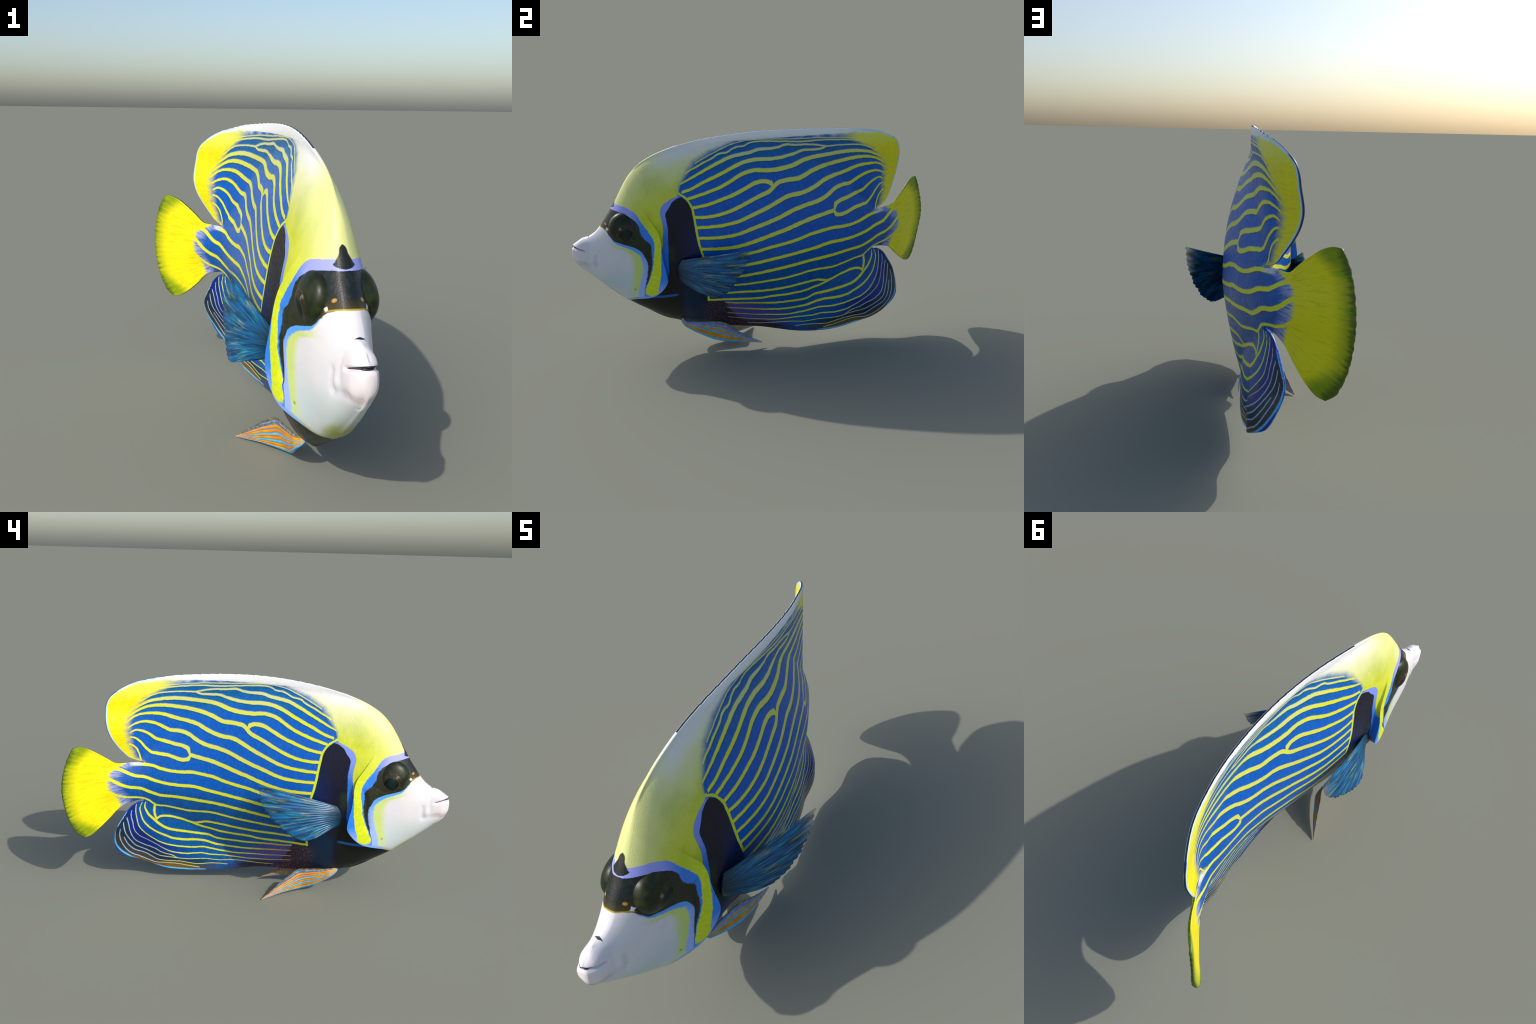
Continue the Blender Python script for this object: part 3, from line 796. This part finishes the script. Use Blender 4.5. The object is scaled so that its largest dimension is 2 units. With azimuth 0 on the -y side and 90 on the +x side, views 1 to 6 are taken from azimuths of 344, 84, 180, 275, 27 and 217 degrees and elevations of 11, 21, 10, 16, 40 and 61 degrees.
def head_material(name):
    N = Nodes(name)
    p, u, z, lat = body_coords(N, False)
    n1 = N.noise(p, 70, 3); n2 = N.noise(p, 12, 3)
    uj = N.add(u, N.mul(N.sub(n1, .5), .011)); zj = N.add(z, N.mul(N.sub(N.noise(p, 28, 3), .5), .007))
    past = lambda knots, e=.003: N.step(-e, e, N.sub(uj, N.curve(zj, knots)))
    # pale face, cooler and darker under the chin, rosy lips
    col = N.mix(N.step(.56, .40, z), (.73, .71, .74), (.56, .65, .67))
    mot = N.noise(p, 16, 4, .6)
    col = N.mix(N.mul(N.step(.45, .70, mot), .30), col, (.62, .63, .68))
    col = N.mix(N.mul(N.step(.52, .36, N.noise(p, 7, 2)), .22), col, (.78, .76, .64))
    lips = N.mul(N.step(.10, .02, N.m('SQRT', N.add(N.m('POWER', N.add(u, .965), 2.0), N.m('POWER', N.sub(z, .57), 2.0)))), .7)
    col = N.mix(lips, col, (.82, .73, .76))
    shade = N.mul(N.step(.020, .006, N.abs(N.sub(z, N.curve(u, [(-1.0, .505), (-.95, .517), (-.875, .500)])))), N.mul(N.step(-.90, -.93, u), .26))  # soft shadow below the lower lip, painted into the skin colour
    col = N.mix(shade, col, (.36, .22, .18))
    fold = N.mul(N.step(.010, .003, N.abs(N.sub(uj, N.curve(z, [(.49, -.872), (.53, -.863), (.57, -.868)])))), N.mul(N.step(.48, .50, z), N.step(.58, .555, z)))  # cheek crease tinted darker to draw its shading
    col = N.mix(N.mul(fold, .22), col, (.50, .42, .36))
    # dirty green under the jaw near the throat
    bot = N.sub(z, N.curve(u, [(-.93, .455), (-.87, .401), (-.76, .314), (-.727, .290), (-.685, .310), (-.6, .335)]))
    col = N.mix(N.mul(N.step(.035, .004, N.add(bot, N.mul(N.sub(n2, .5), .03))), N.step(-.90, -.78, u)), col, (.34, .40, .10))
    # lime fringe, blue rim, black cheek stripe, blue, yellow
    fringe_k = [(.30,-.68),(.357,-.677),(.401,-.668),(.47,-.658),(.538,-.656),(.579,-.666),(.606,-.700),(.613,-.730),(.64,-.765),(.68,-.80),(.72,-.96)]
    blue_k = [(.29,-.62),(.331,-.638),(.366,-.651),(.402,-.645),(.456,-.628),(.504,-.618),(.552,-.618),(.583,-.629),(.603,-.659),(.62,-.696),(.632,-.735),(.646,-.760),(.679,-.785),(.708,-.816),(.716,-.845),(.722,-.96)]
    black_k = [(.37,-.617),(.390,-.615),(.437,-.604),(.505,-.590),(.546,-.590),(.579,-.604),(.613,-.633),(.629,-.672),(.646,-.741),(.679,-.782),(.708,-.816),(.716,-.841),(.722,-.96)]
    bblue_k = [(.37,-.617),(.390,-.615),(.438,-.594),(.506,-.571),(.553,-.563),(.606,-.566),(.640,-.566),(.648,-.572),(.671,-.597),(.697,-.614),(.743,-.625),(.775,-.655),(.795,-.695),(.805,-.735),(.810,-.78),(.815,-.96)]
    yel_k = [(.37,-.612),(.390,-.610),(.438,-.590),(.506,-.565),(.553,-.556),(.58,-.553),(.62,-.547),(.658,-.548),(.684,-.558),(.71,-.575),(.742,-.598),(.768,-.615),(.799,-.636),(.819,-.662),(.832,-.700),(.838,-.745),(.845,-.96)]
    flap_k = [(.33,-.66),(.345,-.640),(.356,-.585),(.365,-.560),(.407,-.540),(.474,-.523),(.568,-.515),(.645,-.509),(.665,-.508),(.69,-.47),(.9,-.40)]
    fr = N.mul(N.step(-.035, .012, N.sub(uj, N.curve(zj, fringe_k))), N.step(.66, .60, z))
    fr = N.mul(fr, N.step(.31, .40, z))
    col = N.mix(N.mul(fr, .85), col, (.56, .70, .10))
    below = N.step(.70, .62, z)
    lift = N.mul(N.sub(N.noise(p, 30, 2), .5), .2)
    col = N.mix(N.mul(past(blue_k, .006), N.step(.72, .66, z)), col, N.mix(N.step(.50, .60, N.add(z, N.mul(lift, .2))), (.34, .48, .92), (.10, .36, .95)))
    olive = N.mix(N.step(.70, .76, z), (.014, .017, .004), (.007, .011, .013))
    olive = N.mix(N.mul(N.step(.45, .7, n1), .5), olive, (.03, .035, .015))
    gold = N.mul(N.step(.745, .712, N.add(z, N.mul(N.sub(n1, .5), .03))), N.step(-.77, -.80, u))
    olive = N.mix(N.mul(gold, .55), olive, (.09, .055, .008))
    spot = N.step(.0080, .003, N.m('SQRT', N.add(N.m('POWER', N.add(u, .803), 2.0), N.m('POWER', N.sub(z, .735), 2.0))))
    olive = N.mix(spot, olive, (.50, .28, .03))
    col = N.mix(past(black_k, .003), col, olive)
    painted_glint = N.step(.012, .008, N.add(N.add(N.abs(N.add(u, .793)), N.abs(N.sub(z, .709))), N.mul(N.sub(n1, .45), .022)))  # white sparkle before the eye, drawn in base colour
    col = N.mix(painted_glint, col, (.72, .76, .82))
    amber = N.mul(N.step(.0045, .001, N.abs(N.sub(z, N.curve(u, [(-.845, .718), (-.82, .712), (-.79, .700)])))), N.step(-.785, -.80, u))
    col = N.mix(N.mul(amber, .7), col, (.55, .42, .03))
    upperblue = N.mix(N.step(-.60, -.68, u), (.03, .22, .80), (.34, .37, .88))
    col = N.mix(past(bblue_k, .003), col, upperblue)
    np_ = nape_colour(N, p, u, z)
    lemon = N.mix(N.step(.4, .65, n1), (.60, .72, .005), (.70, .78, .02))
    ycol = N.mix(N.step(.66, .82, z), lemon, np_)
    col = N.mix(N.mul(past(yel_k, .003), N.step(.352, .372, N.add(z, N.mul(N.add(u, .6), .35)))), col, ycol)
    flapc = N.mix(N.step(.46, .38, z), (.02, .22, .80), (.24, .40, .90))
    fl = N.mul(past(flap_k, .003), N.step(.70, .66, z))
    col = N.mix(fl, col, flapc)
    lowb = N.mul(N.step(.012, -.004, N.sub(z, N.curve(u, [(-.70, .318), (-.66, .338), (-.60, .350), (-.55, .357), (-.50, .357)]))), N.step(-.70, -.665, u))
    col = N.mix(lowb, col, (.22, .40, .90))
    # dark wedge on the brow
    wedge = N.sub(N.curve(z, [(.79, -.02), (.812, -.010), (.817, .018), (.822, .030), (.832, .026), (.852, .015), (.878, .001), (.884, -.01)]), N.abs(lat))
    wd = N.mul(N.step(-.002, .002, wedge), N.mul(N.step(-.70, -.72, u), N.mul(N.step(.800, .806, z), N.step(.885, .878, z))))
    col = N.mix(wd, col, (.010, .014, .012))
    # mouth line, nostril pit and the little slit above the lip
    ml = N.sub(N.curve(u, [(-1.01, .010), (-.985, .0055), (-.955, .0032), (-.930, .0016), (-.922, 0.0)]), N.abs(N.sub(z, N.curve(u, [(-1.01, .609), (-.98, .602), (-.925, .584)]))))
    mm = N.mul(N.step(-.0008, .0008, ml), N.step(-.920, -.924, u))
    col = N.mix(mm, col, (.030, .025, .035))
    star = N.sub(N.lin(0, .018, .0055, 0.0, N.abs(N.add(lat, -.004))), N.abs(N.add(u, .905)))
    st = N.mul(N.step(-.0006, .0010, star), N.step(.63, .645, z))
    col = N.mix(st, col, (.018, .018, .022))
    slit = N.mul(N.mul(N.step(.0030, .0010, N.abs(N.add(lat, -.003))), N.step(.613, .618, z)), N.mul(N.step(.640, .630, z), N.step(-.95, -.965, u)))
    col = N.mix(N.mul(slit, .6), col, (.22, .32, .36))
    pit = N.step(.0075, .003, N.m('SQRT', N.add(N.m('POWER', N.add(u, .668), 2.0), N.m('POWER', N.sub(z, .387), 2.0))))
    col = N.mix(N.mul(pit, .6), col, (.10, .11, .04))
    white_face = N.inv(past(fringe_k, .02))
    bump = N.mul(N.noise(p, 230, 3), N.lin(0, 1, 1.0, .25, white_face))
    dark = past(black_k, .003)
    return N.done(N.shade(col, .40, .4, bump, .0014, .5))

# ================================================================ eyes
EYE_U, EYE_Z, EYE_R = -.701, .718, .084

def eye_material():
    N = Nodes("eye_glossy_dark")
    p = N.object_coords()
    x, y, z = N.xyz(p)[:3]
    n = N.noise(p, 38, 4, .6); f = N.noise(p, 120, 2)
    col = N.mix(N.step(.35, .7, n), (.008, .013, .005), (.022, .032, .008))
    # iris disc sits low and slightly back in the dome
    dy, dz = N.sub(y, .008), N.add(z, .020)
    r = N.m('SQRT', N.add(N.mul(dy, dy), N.mul(dz, dz)))
    col = N.mix(N.step(.053, .049, N.add(r, N.mul(N.sub(n, .5), .012))), col, (.020, .018, .008))
    gold = N.mul(N.step(.0045, .001, N.abs(N.sub(r, N.add(.046, N.mul(N.sub(n, .5), .016))))), N.step(.42, .62, f))
    col = N.mix(N.mul(gold, .6), col, (.11, .08, .025))
    brown = N.mul(N.mul(N.step(.050, .040, r), N.step(.50, .66, n)), .8)
    col = N.mix(brown, col, (.060, .034, .012))
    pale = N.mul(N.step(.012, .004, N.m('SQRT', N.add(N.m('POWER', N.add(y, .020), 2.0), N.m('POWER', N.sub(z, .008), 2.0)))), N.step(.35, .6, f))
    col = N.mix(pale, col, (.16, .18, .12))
    py, pz = N.sub(y, .010), N.add(z, .028)
    pr = N.m('SQRT', N.add(N.mul(py, py), N.mul(pz, pz)))
    cut = N.add(N.mul(y, -.55), N.sub(N.mul(z, 1.0), .012))          # slanted upper front lid of the pupil
    pup = N.mul(N.step(.0385, .0360, pr), N.step(.0015, -.0015, N.add(cut, .012)))
    ring = N.mul(N.step(.0030, .0006, N.abs(N.sub(pr, .0385))), N.step(.004, -.002, N.add(cut, .010)))
    col = N.mix(N.mul(ring, .6), col, (.075, .060, .022))
    core = N.mix(N.step(.034, .004, pr), (.001, .006, .005), (.004, .022, .022))
    col = N.mix(pup, col, core)
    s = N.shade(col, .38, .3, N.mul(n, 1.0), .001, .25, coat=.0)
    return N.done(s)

def build_eye(parent, side, mat):
    bm = bmesh.new()
    bmesh.ops.create_uvsphere(bm, u_segments=72, v_segments=40, radius=1.0)
    for v in bm.verts:
        c = v.co
        # sphere poles along the outward axis; squarish shoulder, bulging most around the pupil
        o, a, b = c.z, c.x, c.y
        e = 2.5
        n = (abs(o)**e+(a*a+b*b)**(e/2))**(1/e)
        o, a, b = o/n, a/n, b/n
        d = .054*o
        if o > 0:
            d += .010*o*math.exp(-((a*EYE_R-.010)/.045)**2-((b*EYE_R+.024)/.040)**2)-.010*o*max(0, b)
        v.co = Vector((side*d, a*EYE_R, b*EYE_R))
    bmesh.ops.recalc_face_normals(bm, faces=bm.faces[:])
    for f in bm.faces:
        f.smooth = True
    me = bpy.data.meshes.new("eye")
    bm.to_mesh(me); bm.free()
    o = add_object("eye", me, parent, [mat])
    h = float(thickness(EYE_U, EYE_Z))-.040
    s = float(spine_slope(EYE_U)); k = 1/math.sqrt(1+s*s)
    o.location = (float(spine(EYE_U))+side*h*k, EYE_U-side*h*k*s, EYE_Z)
    return o

# ================================================================ paired fins
def solid_sheet(name, G, half, rowmat=None):
    """closed thin solid around a grid of points G[i][j]; `half` gives half thickness per (i, j)"""
    n, m = G.shape[:2]
    du = np.gradient(G, axis=0); dv = np.gradient(G, axis=1)
    nr = np.cross(du, dv); nr /= np.linalg.norm(nr, axis=2)[..., None]+1e-12
    A, B = G+nr*half[..., None], G-nr*half[..., None]
    V = np.vstack([A.reshape(-1, 3), B.reshape(-1, 3)])
    off = n*m
    faces, mi = [], []
    at = lambda i, j: i*m+j
    for i in range(n-1):
        for j in range(m-1):
            q = [at(i, j), at(i+1, j), at(i+1, j+1), at(i, j+1)]
            faces.append(q); faces.append([k+off for k in q[::-1]])
            mi += [rowmat[i] if rowmat else 0]*2
    loop = [at(i, 0) for i in range(n)]+[at(n-1, j) for j in range(1, m)]+[at(i, m-1) for i in range(n-2, -1, -1)]+[at(0, j) for j in range(m-2, 0, -1)]
    for a, b in zip(loop, loop[1:]+loop[:1]):
        faces.append([b, a, a+off, b+off])
        mi.append(rowmat[min(a//m, n-2)] if rowmat else 0)
    me = bpy.data.meshes.new(name)
    me.from_pydata([tuple(v) for v in V], [], faces)
    me.polygons.foreach_set("use_smooth", [True]*len(faces))
    me.polygons.foreach_set("material_index", mi)
    me.validate(); me.update()
    return me

def polyline(pts, n):
    """resample a smooth 3D curve at n equal steps"""
    p = np.array(pts, float)
    t = np.concatenate([[0], np.cumsum(np.linalg.norm(np.diff(p, axis=0), axis=1))]); t /= t[-1]
    f = [hermite(list(zip(t, p[:, k]))) for k in range(3)]
    s = np.linspace(0, 1, n)
    return np.stack([g(s) for g in f], -1)

def pectoral_material():
    N = Nodes("fin_membrane_blue")
    p = N.object_coords()
    x, y, z = N.xyz(p)[:3]
    r = N.m('SQRT', N.add(N.mul(x, x), N.mul(z, z)))
    a = N.m('ARCTAN2', z, x)
    v = N.vec(N.mul(a, 1.0), N.mul(r, .45), 0.0)
    s1 = N.noise(v, 14, 3, .55); s2 = N.noise(N.vec(N.add(a, 3.0), N.mul(r, .35), 0.0), 24, 3, .6)
    col = N.mix(N.step(.36, .60, s1), (.004, .050, .100), (.003, .130, .36))
    col = N.mix(N.step(.52, .66, s2), col, (.010, .260, .380))
    col = N.mix(N.mul(N.step(.56, .68, N.noise(N.vec(N.add(a, 9.0), N.mul(r, .3), 0.0), 22, 3, .6)), N.mul(N.step(.12, .26, r), .6)), col, (.42, .42, .13))
    root = N.step(.20, .03, r)
    col = N.mix(N.mul(root, .92), col, (.004, .014, .020))
    b = N.shade(col, .30, .5, N.noise(v, 40, 3), .0010, .3)
    tr = N.new('ShaderNodeBsdfTranslucent'); N.put(tr.inputs['Color'], col)
    mx = N.new('ShaderNodeMixShader'); mx.inputs[0].default_value = .22
    N.t.links.new(b, mx.inputs[1]); N.t.links.new(tr.outputs[0], mx.inputs[2])
    # the membrane grows clear between the ray tips
    cl = N.new('ShaderNodeBsdfTransparent')
    m2 = N.new('ShaderNodeMixShader')
    f = N.add(r, N.mul(N.sub(s2, .5), .10))
    N.put(m2.inputs[0], N.mul(N.step(.35, .52, f), .78))
    N.t.links.new(mx.outputs[0], m2.inputs[1]); N.t.links.new(cl.outputs[0], m2.inputs[2])
    return N.done(m2.outputs[0])

PECTORAL = {
    -1: dict(root=[(-.148,-.420,.552),(-.150,-.442,.520),(-.148,-.445,.485),(-.144,-.428,.448)],
             tip=[(-.186,-.010,.660),(-.200,-.012,.610),(-.213,-.035,.550),(-.222,-.080,.490),(-.230,-.140,.440),(-.238,-.200,.400),(-.243,-.262,.388),(-.236,-.310,.402)]),
    1: dict(root=[(.118,-.428,.552),(.120,-.448,.515),(.117,-.448,.475),(.112,-.432,.435)],
            tip=[(.324,-.085,.661),(.322,-.092,.610),(.314,-.110,.560),(.300,-.140,.505),(.282,-.170,.455),(.258,-.205,.410),(.222,-.255,.374),(.165,-.330,.380)]),
}

def build_pectoral(parent, side, mat):
    d = PECTORAL[side]
    n, m = 121, 30
    R, T = polyline(d['root'], n), polyline(d['tip'], n)
    t = np.linspace(0, 1, m)[None, :, None]
    s = np.linspace(0, 1, n)
    rag = 1+.006*np.sin(s*math.pi*2*17)-.012*np.abs(np.sin(s*math.pi*6.5+.4))**6+.006*np.sin(s*31+1)
    G = R[:, None]+(T-R)[:, None]*t*rag[:, None, None]
    chord = T[0]-R[n//2]; across = T[-1]-T[0]
    nrm = np.cross(chord, across); nrm /= np.linalg.norm(nrm)
    if nrm[0]*side < 0:
        nrm = -nrm
    bow = .022*np.sin(t[..., 0]*math.pi*.9)*(.4+.6*np.sin(s*math.pi))[:, None]
    ray = .0013*np.sin(s*math.pi*2*17)[:, None]*np.minimum(1, t[..., 0]*1.6)
    G = G+nrm*(bow+ray)[..., None]
    half = (.0042*(1-t[..., 0])+.0012)*np.ones((n, 1))
    me = solid_sheet("pectoral_fin", G, half)
    # object frame: origin at the fan's apex, x along the middle ray, z across the fan
    mid = R.mean(0)
    ax = T[n//2]-mid; ax /= np.linalg.norm(ax)
    apex = mid-ax*.05
    az = T[0]-T[-1]; az -= ax*(az@ax); az /= np.linalg.norm(az)
    ay = np.cross(az, ax)
    M = Matrix(((ax[0], ay[0], az[0], apex[0]), (ax[1], ay[1], az[1], apex[1]), (ax[2], ay[2], az[2], apex[2]), (0, 0, 0, 1)))
    me.transform(M.inverted())
    o = add_object("pectoral_fin", me, parent, [mat])
    o.matrix_world = M
    return o

def plain(name, col, rough=.35, var=None, scale=60):
    N = Nodes(name)
    p = N.object_coords()
    n = N.noise(p, scale, 3)
    c = N.mix(N.step(.35, .7, n), col, var or tuple(min(1, k*1.35) for k in col))
    return N.done(N.shade(c, rough, .4, N.noise(p, 200, 2), .0006, .25))

PELVIC = {
    -1: dict(lead=[(-.020,-.446,.158),(-.034,-.436,.136),(-.046,-.405,.108),(-.038,-.350,.068),(-.026,-.295,.036),(-.026,-.250,.021),(-.060,-.190,.017),(-.105,-.120,.010),(-.140,-.075,.005),(-.169,-.037,.001)],
             top=[(-.020,-.436,.178),(-.036,-.424,.160),(-.048,-.390,.155),(-.055,-.330,.154),(-.062,-.270,.153),(-.067,-.227,.150),(-.088,-.190,.128),(-.118,-.130,.082),(-.145,-.080,.038),(-.169,-.037,.004)]),
    1: dict(lead=[(.014,-.448,.160),(.024,-.436,.140),(.032,-.395,.108),(.044,-.350,.086),(.058,-.300,.065),(.068,-.255,.051),(.080,-.180,.042),(.085,-.110,.036),(.085,-.060,.029),(.082,-.010,.021)],
            top=[(.014,-.438,.180),(.026,-.424,.162),(.030,-.380,.155),(.040,-.325,.153),(.056,-.270,.158),(.072,-.232,.159),(.086,-.200,.152),(.080,-.140,.100),(.078,-.070,.054),(.082,-.010,.024)]),
}

def build_pelvic(parent, side, mats):
    d = PELVIC[side]
    n, m = 61, 60
    A, B = polyline(d['lead'], m), polyline(d['top'], m)
    s = np.linspace(0, 1, n); t = np.linspace(0, 1, m)
    # stripes run along the rays: cyan edge, broad orange ray, then thinning pairs towards the inner edge
    widths = [(.11, 'sky'), (.23, 'orange'), (.12, 'sky'), (.15, 'orange'), (.09, 'sky'), (.09, 'orange'), (.07, 'blue'), (.06, 'orange'), (.06, 'blue'), (.05, 'dusk'), (.06, 'blue'), (.07, 'dusk')]
    order = ['sky', 'orange', 'blue', 'dusk']
    ends = np.cumsum([w for w, _ in widths]); ends = ends/ends[-1]
    rowmat = [order.index(widths[int(np.searchsorted(ends, (s[i]+s[i+1])/2))][1]) for i in range(n-1)]
    rag = .035*np.sin(t*61)*sstep(.55, .75, t)*(1-sstep(.93, 1, t))
    S = s[:, None]*(1+rag[None, :]*s[:, None]**4)
    G = A[None]*(1-S)[..., None]+B[None]*S[..., None]
    nr = np.cross(A[m//2]-A[0], B[m//2]-A[m//2]); nr /= np.linalg.norm(nr)
    G = G+nr*(.0016*np.sin(s*math.pi*2*9)[:, None]*np.sin(t*math.pi)[None, :]-.010*np.sin(s*math.pi)[:, None]*np.sin(t*math.pi)[None, :])[..., None]
    half = (.0034*(1-t[None, :])+.0012)*(1-.4*s[:, None])
    me = solid_sheet("pelvic_fin", G, half, rowmat)
    return add_object("pelvic_fin", me, parent, mats)

# ================================================================ assembly
def main():
    fish = bpy.data.objects.new("angelfish", None)
    bpy.context.scene.collection.objects.link(fish)
    fish["label"] = "deep-bodied reef fish, blue with wavy yellow stripes, white face"
    fish["category"] = "fish"
    skin = skin_material("striped_skin", "trunk")
    anal = skin_material("lined_fin_skin", "anal")
    tail = skin_material("rayed_tail_skin", "tail")
    head = head_material("masked_face_skin")
    dark = plain("fin_edge_dark", (.006, .010, .022), .4, (.02, .03, .06))
    blue_edge = plain("fin_edge_blue", (.03, .05, .45), .4, (.04, .25, .75))
    green_edge = plain("fin_edge_green", (.03, .06, .004), .4, (.10, .16, .004))
    belly = plain("belly_keel_dark", (.010, .010, .014), .4, (.06, .03, .02))
    mats = dict(trunk=[skin, skin], dorsal_fin=[skin, dark], anal_fin=[anal, blue_edge], caudal_fin=[tail, green_edge],
                head=[head, head], gill_cover=[head, head])
    split_body(fish, mats)
    em = eye_material()
    for side in (-1, 1):
        build_eye(fish, side, em)
    pm = pectoral_material()
    for side in (-1, 1):
        build_pectoral(fish, side, pm)
    pv = [plain("fin_stripe_sky", (.06, .38, .74), .3, (.10, .50, .88)), plain("fin_stripe_orange", (.64, .22, .002), .35, (.72, .33, .004), 25),
          plain("fin_stripe_blue", (.10, .20, .55), .35, (.20, .36, .66)), plain("fin_stripe_dusk", (.10, .09, .06), .4, (.26, .24, .10))]
    for side in (-1, 1):
        build_pelvic(fish, side, pv)

main()
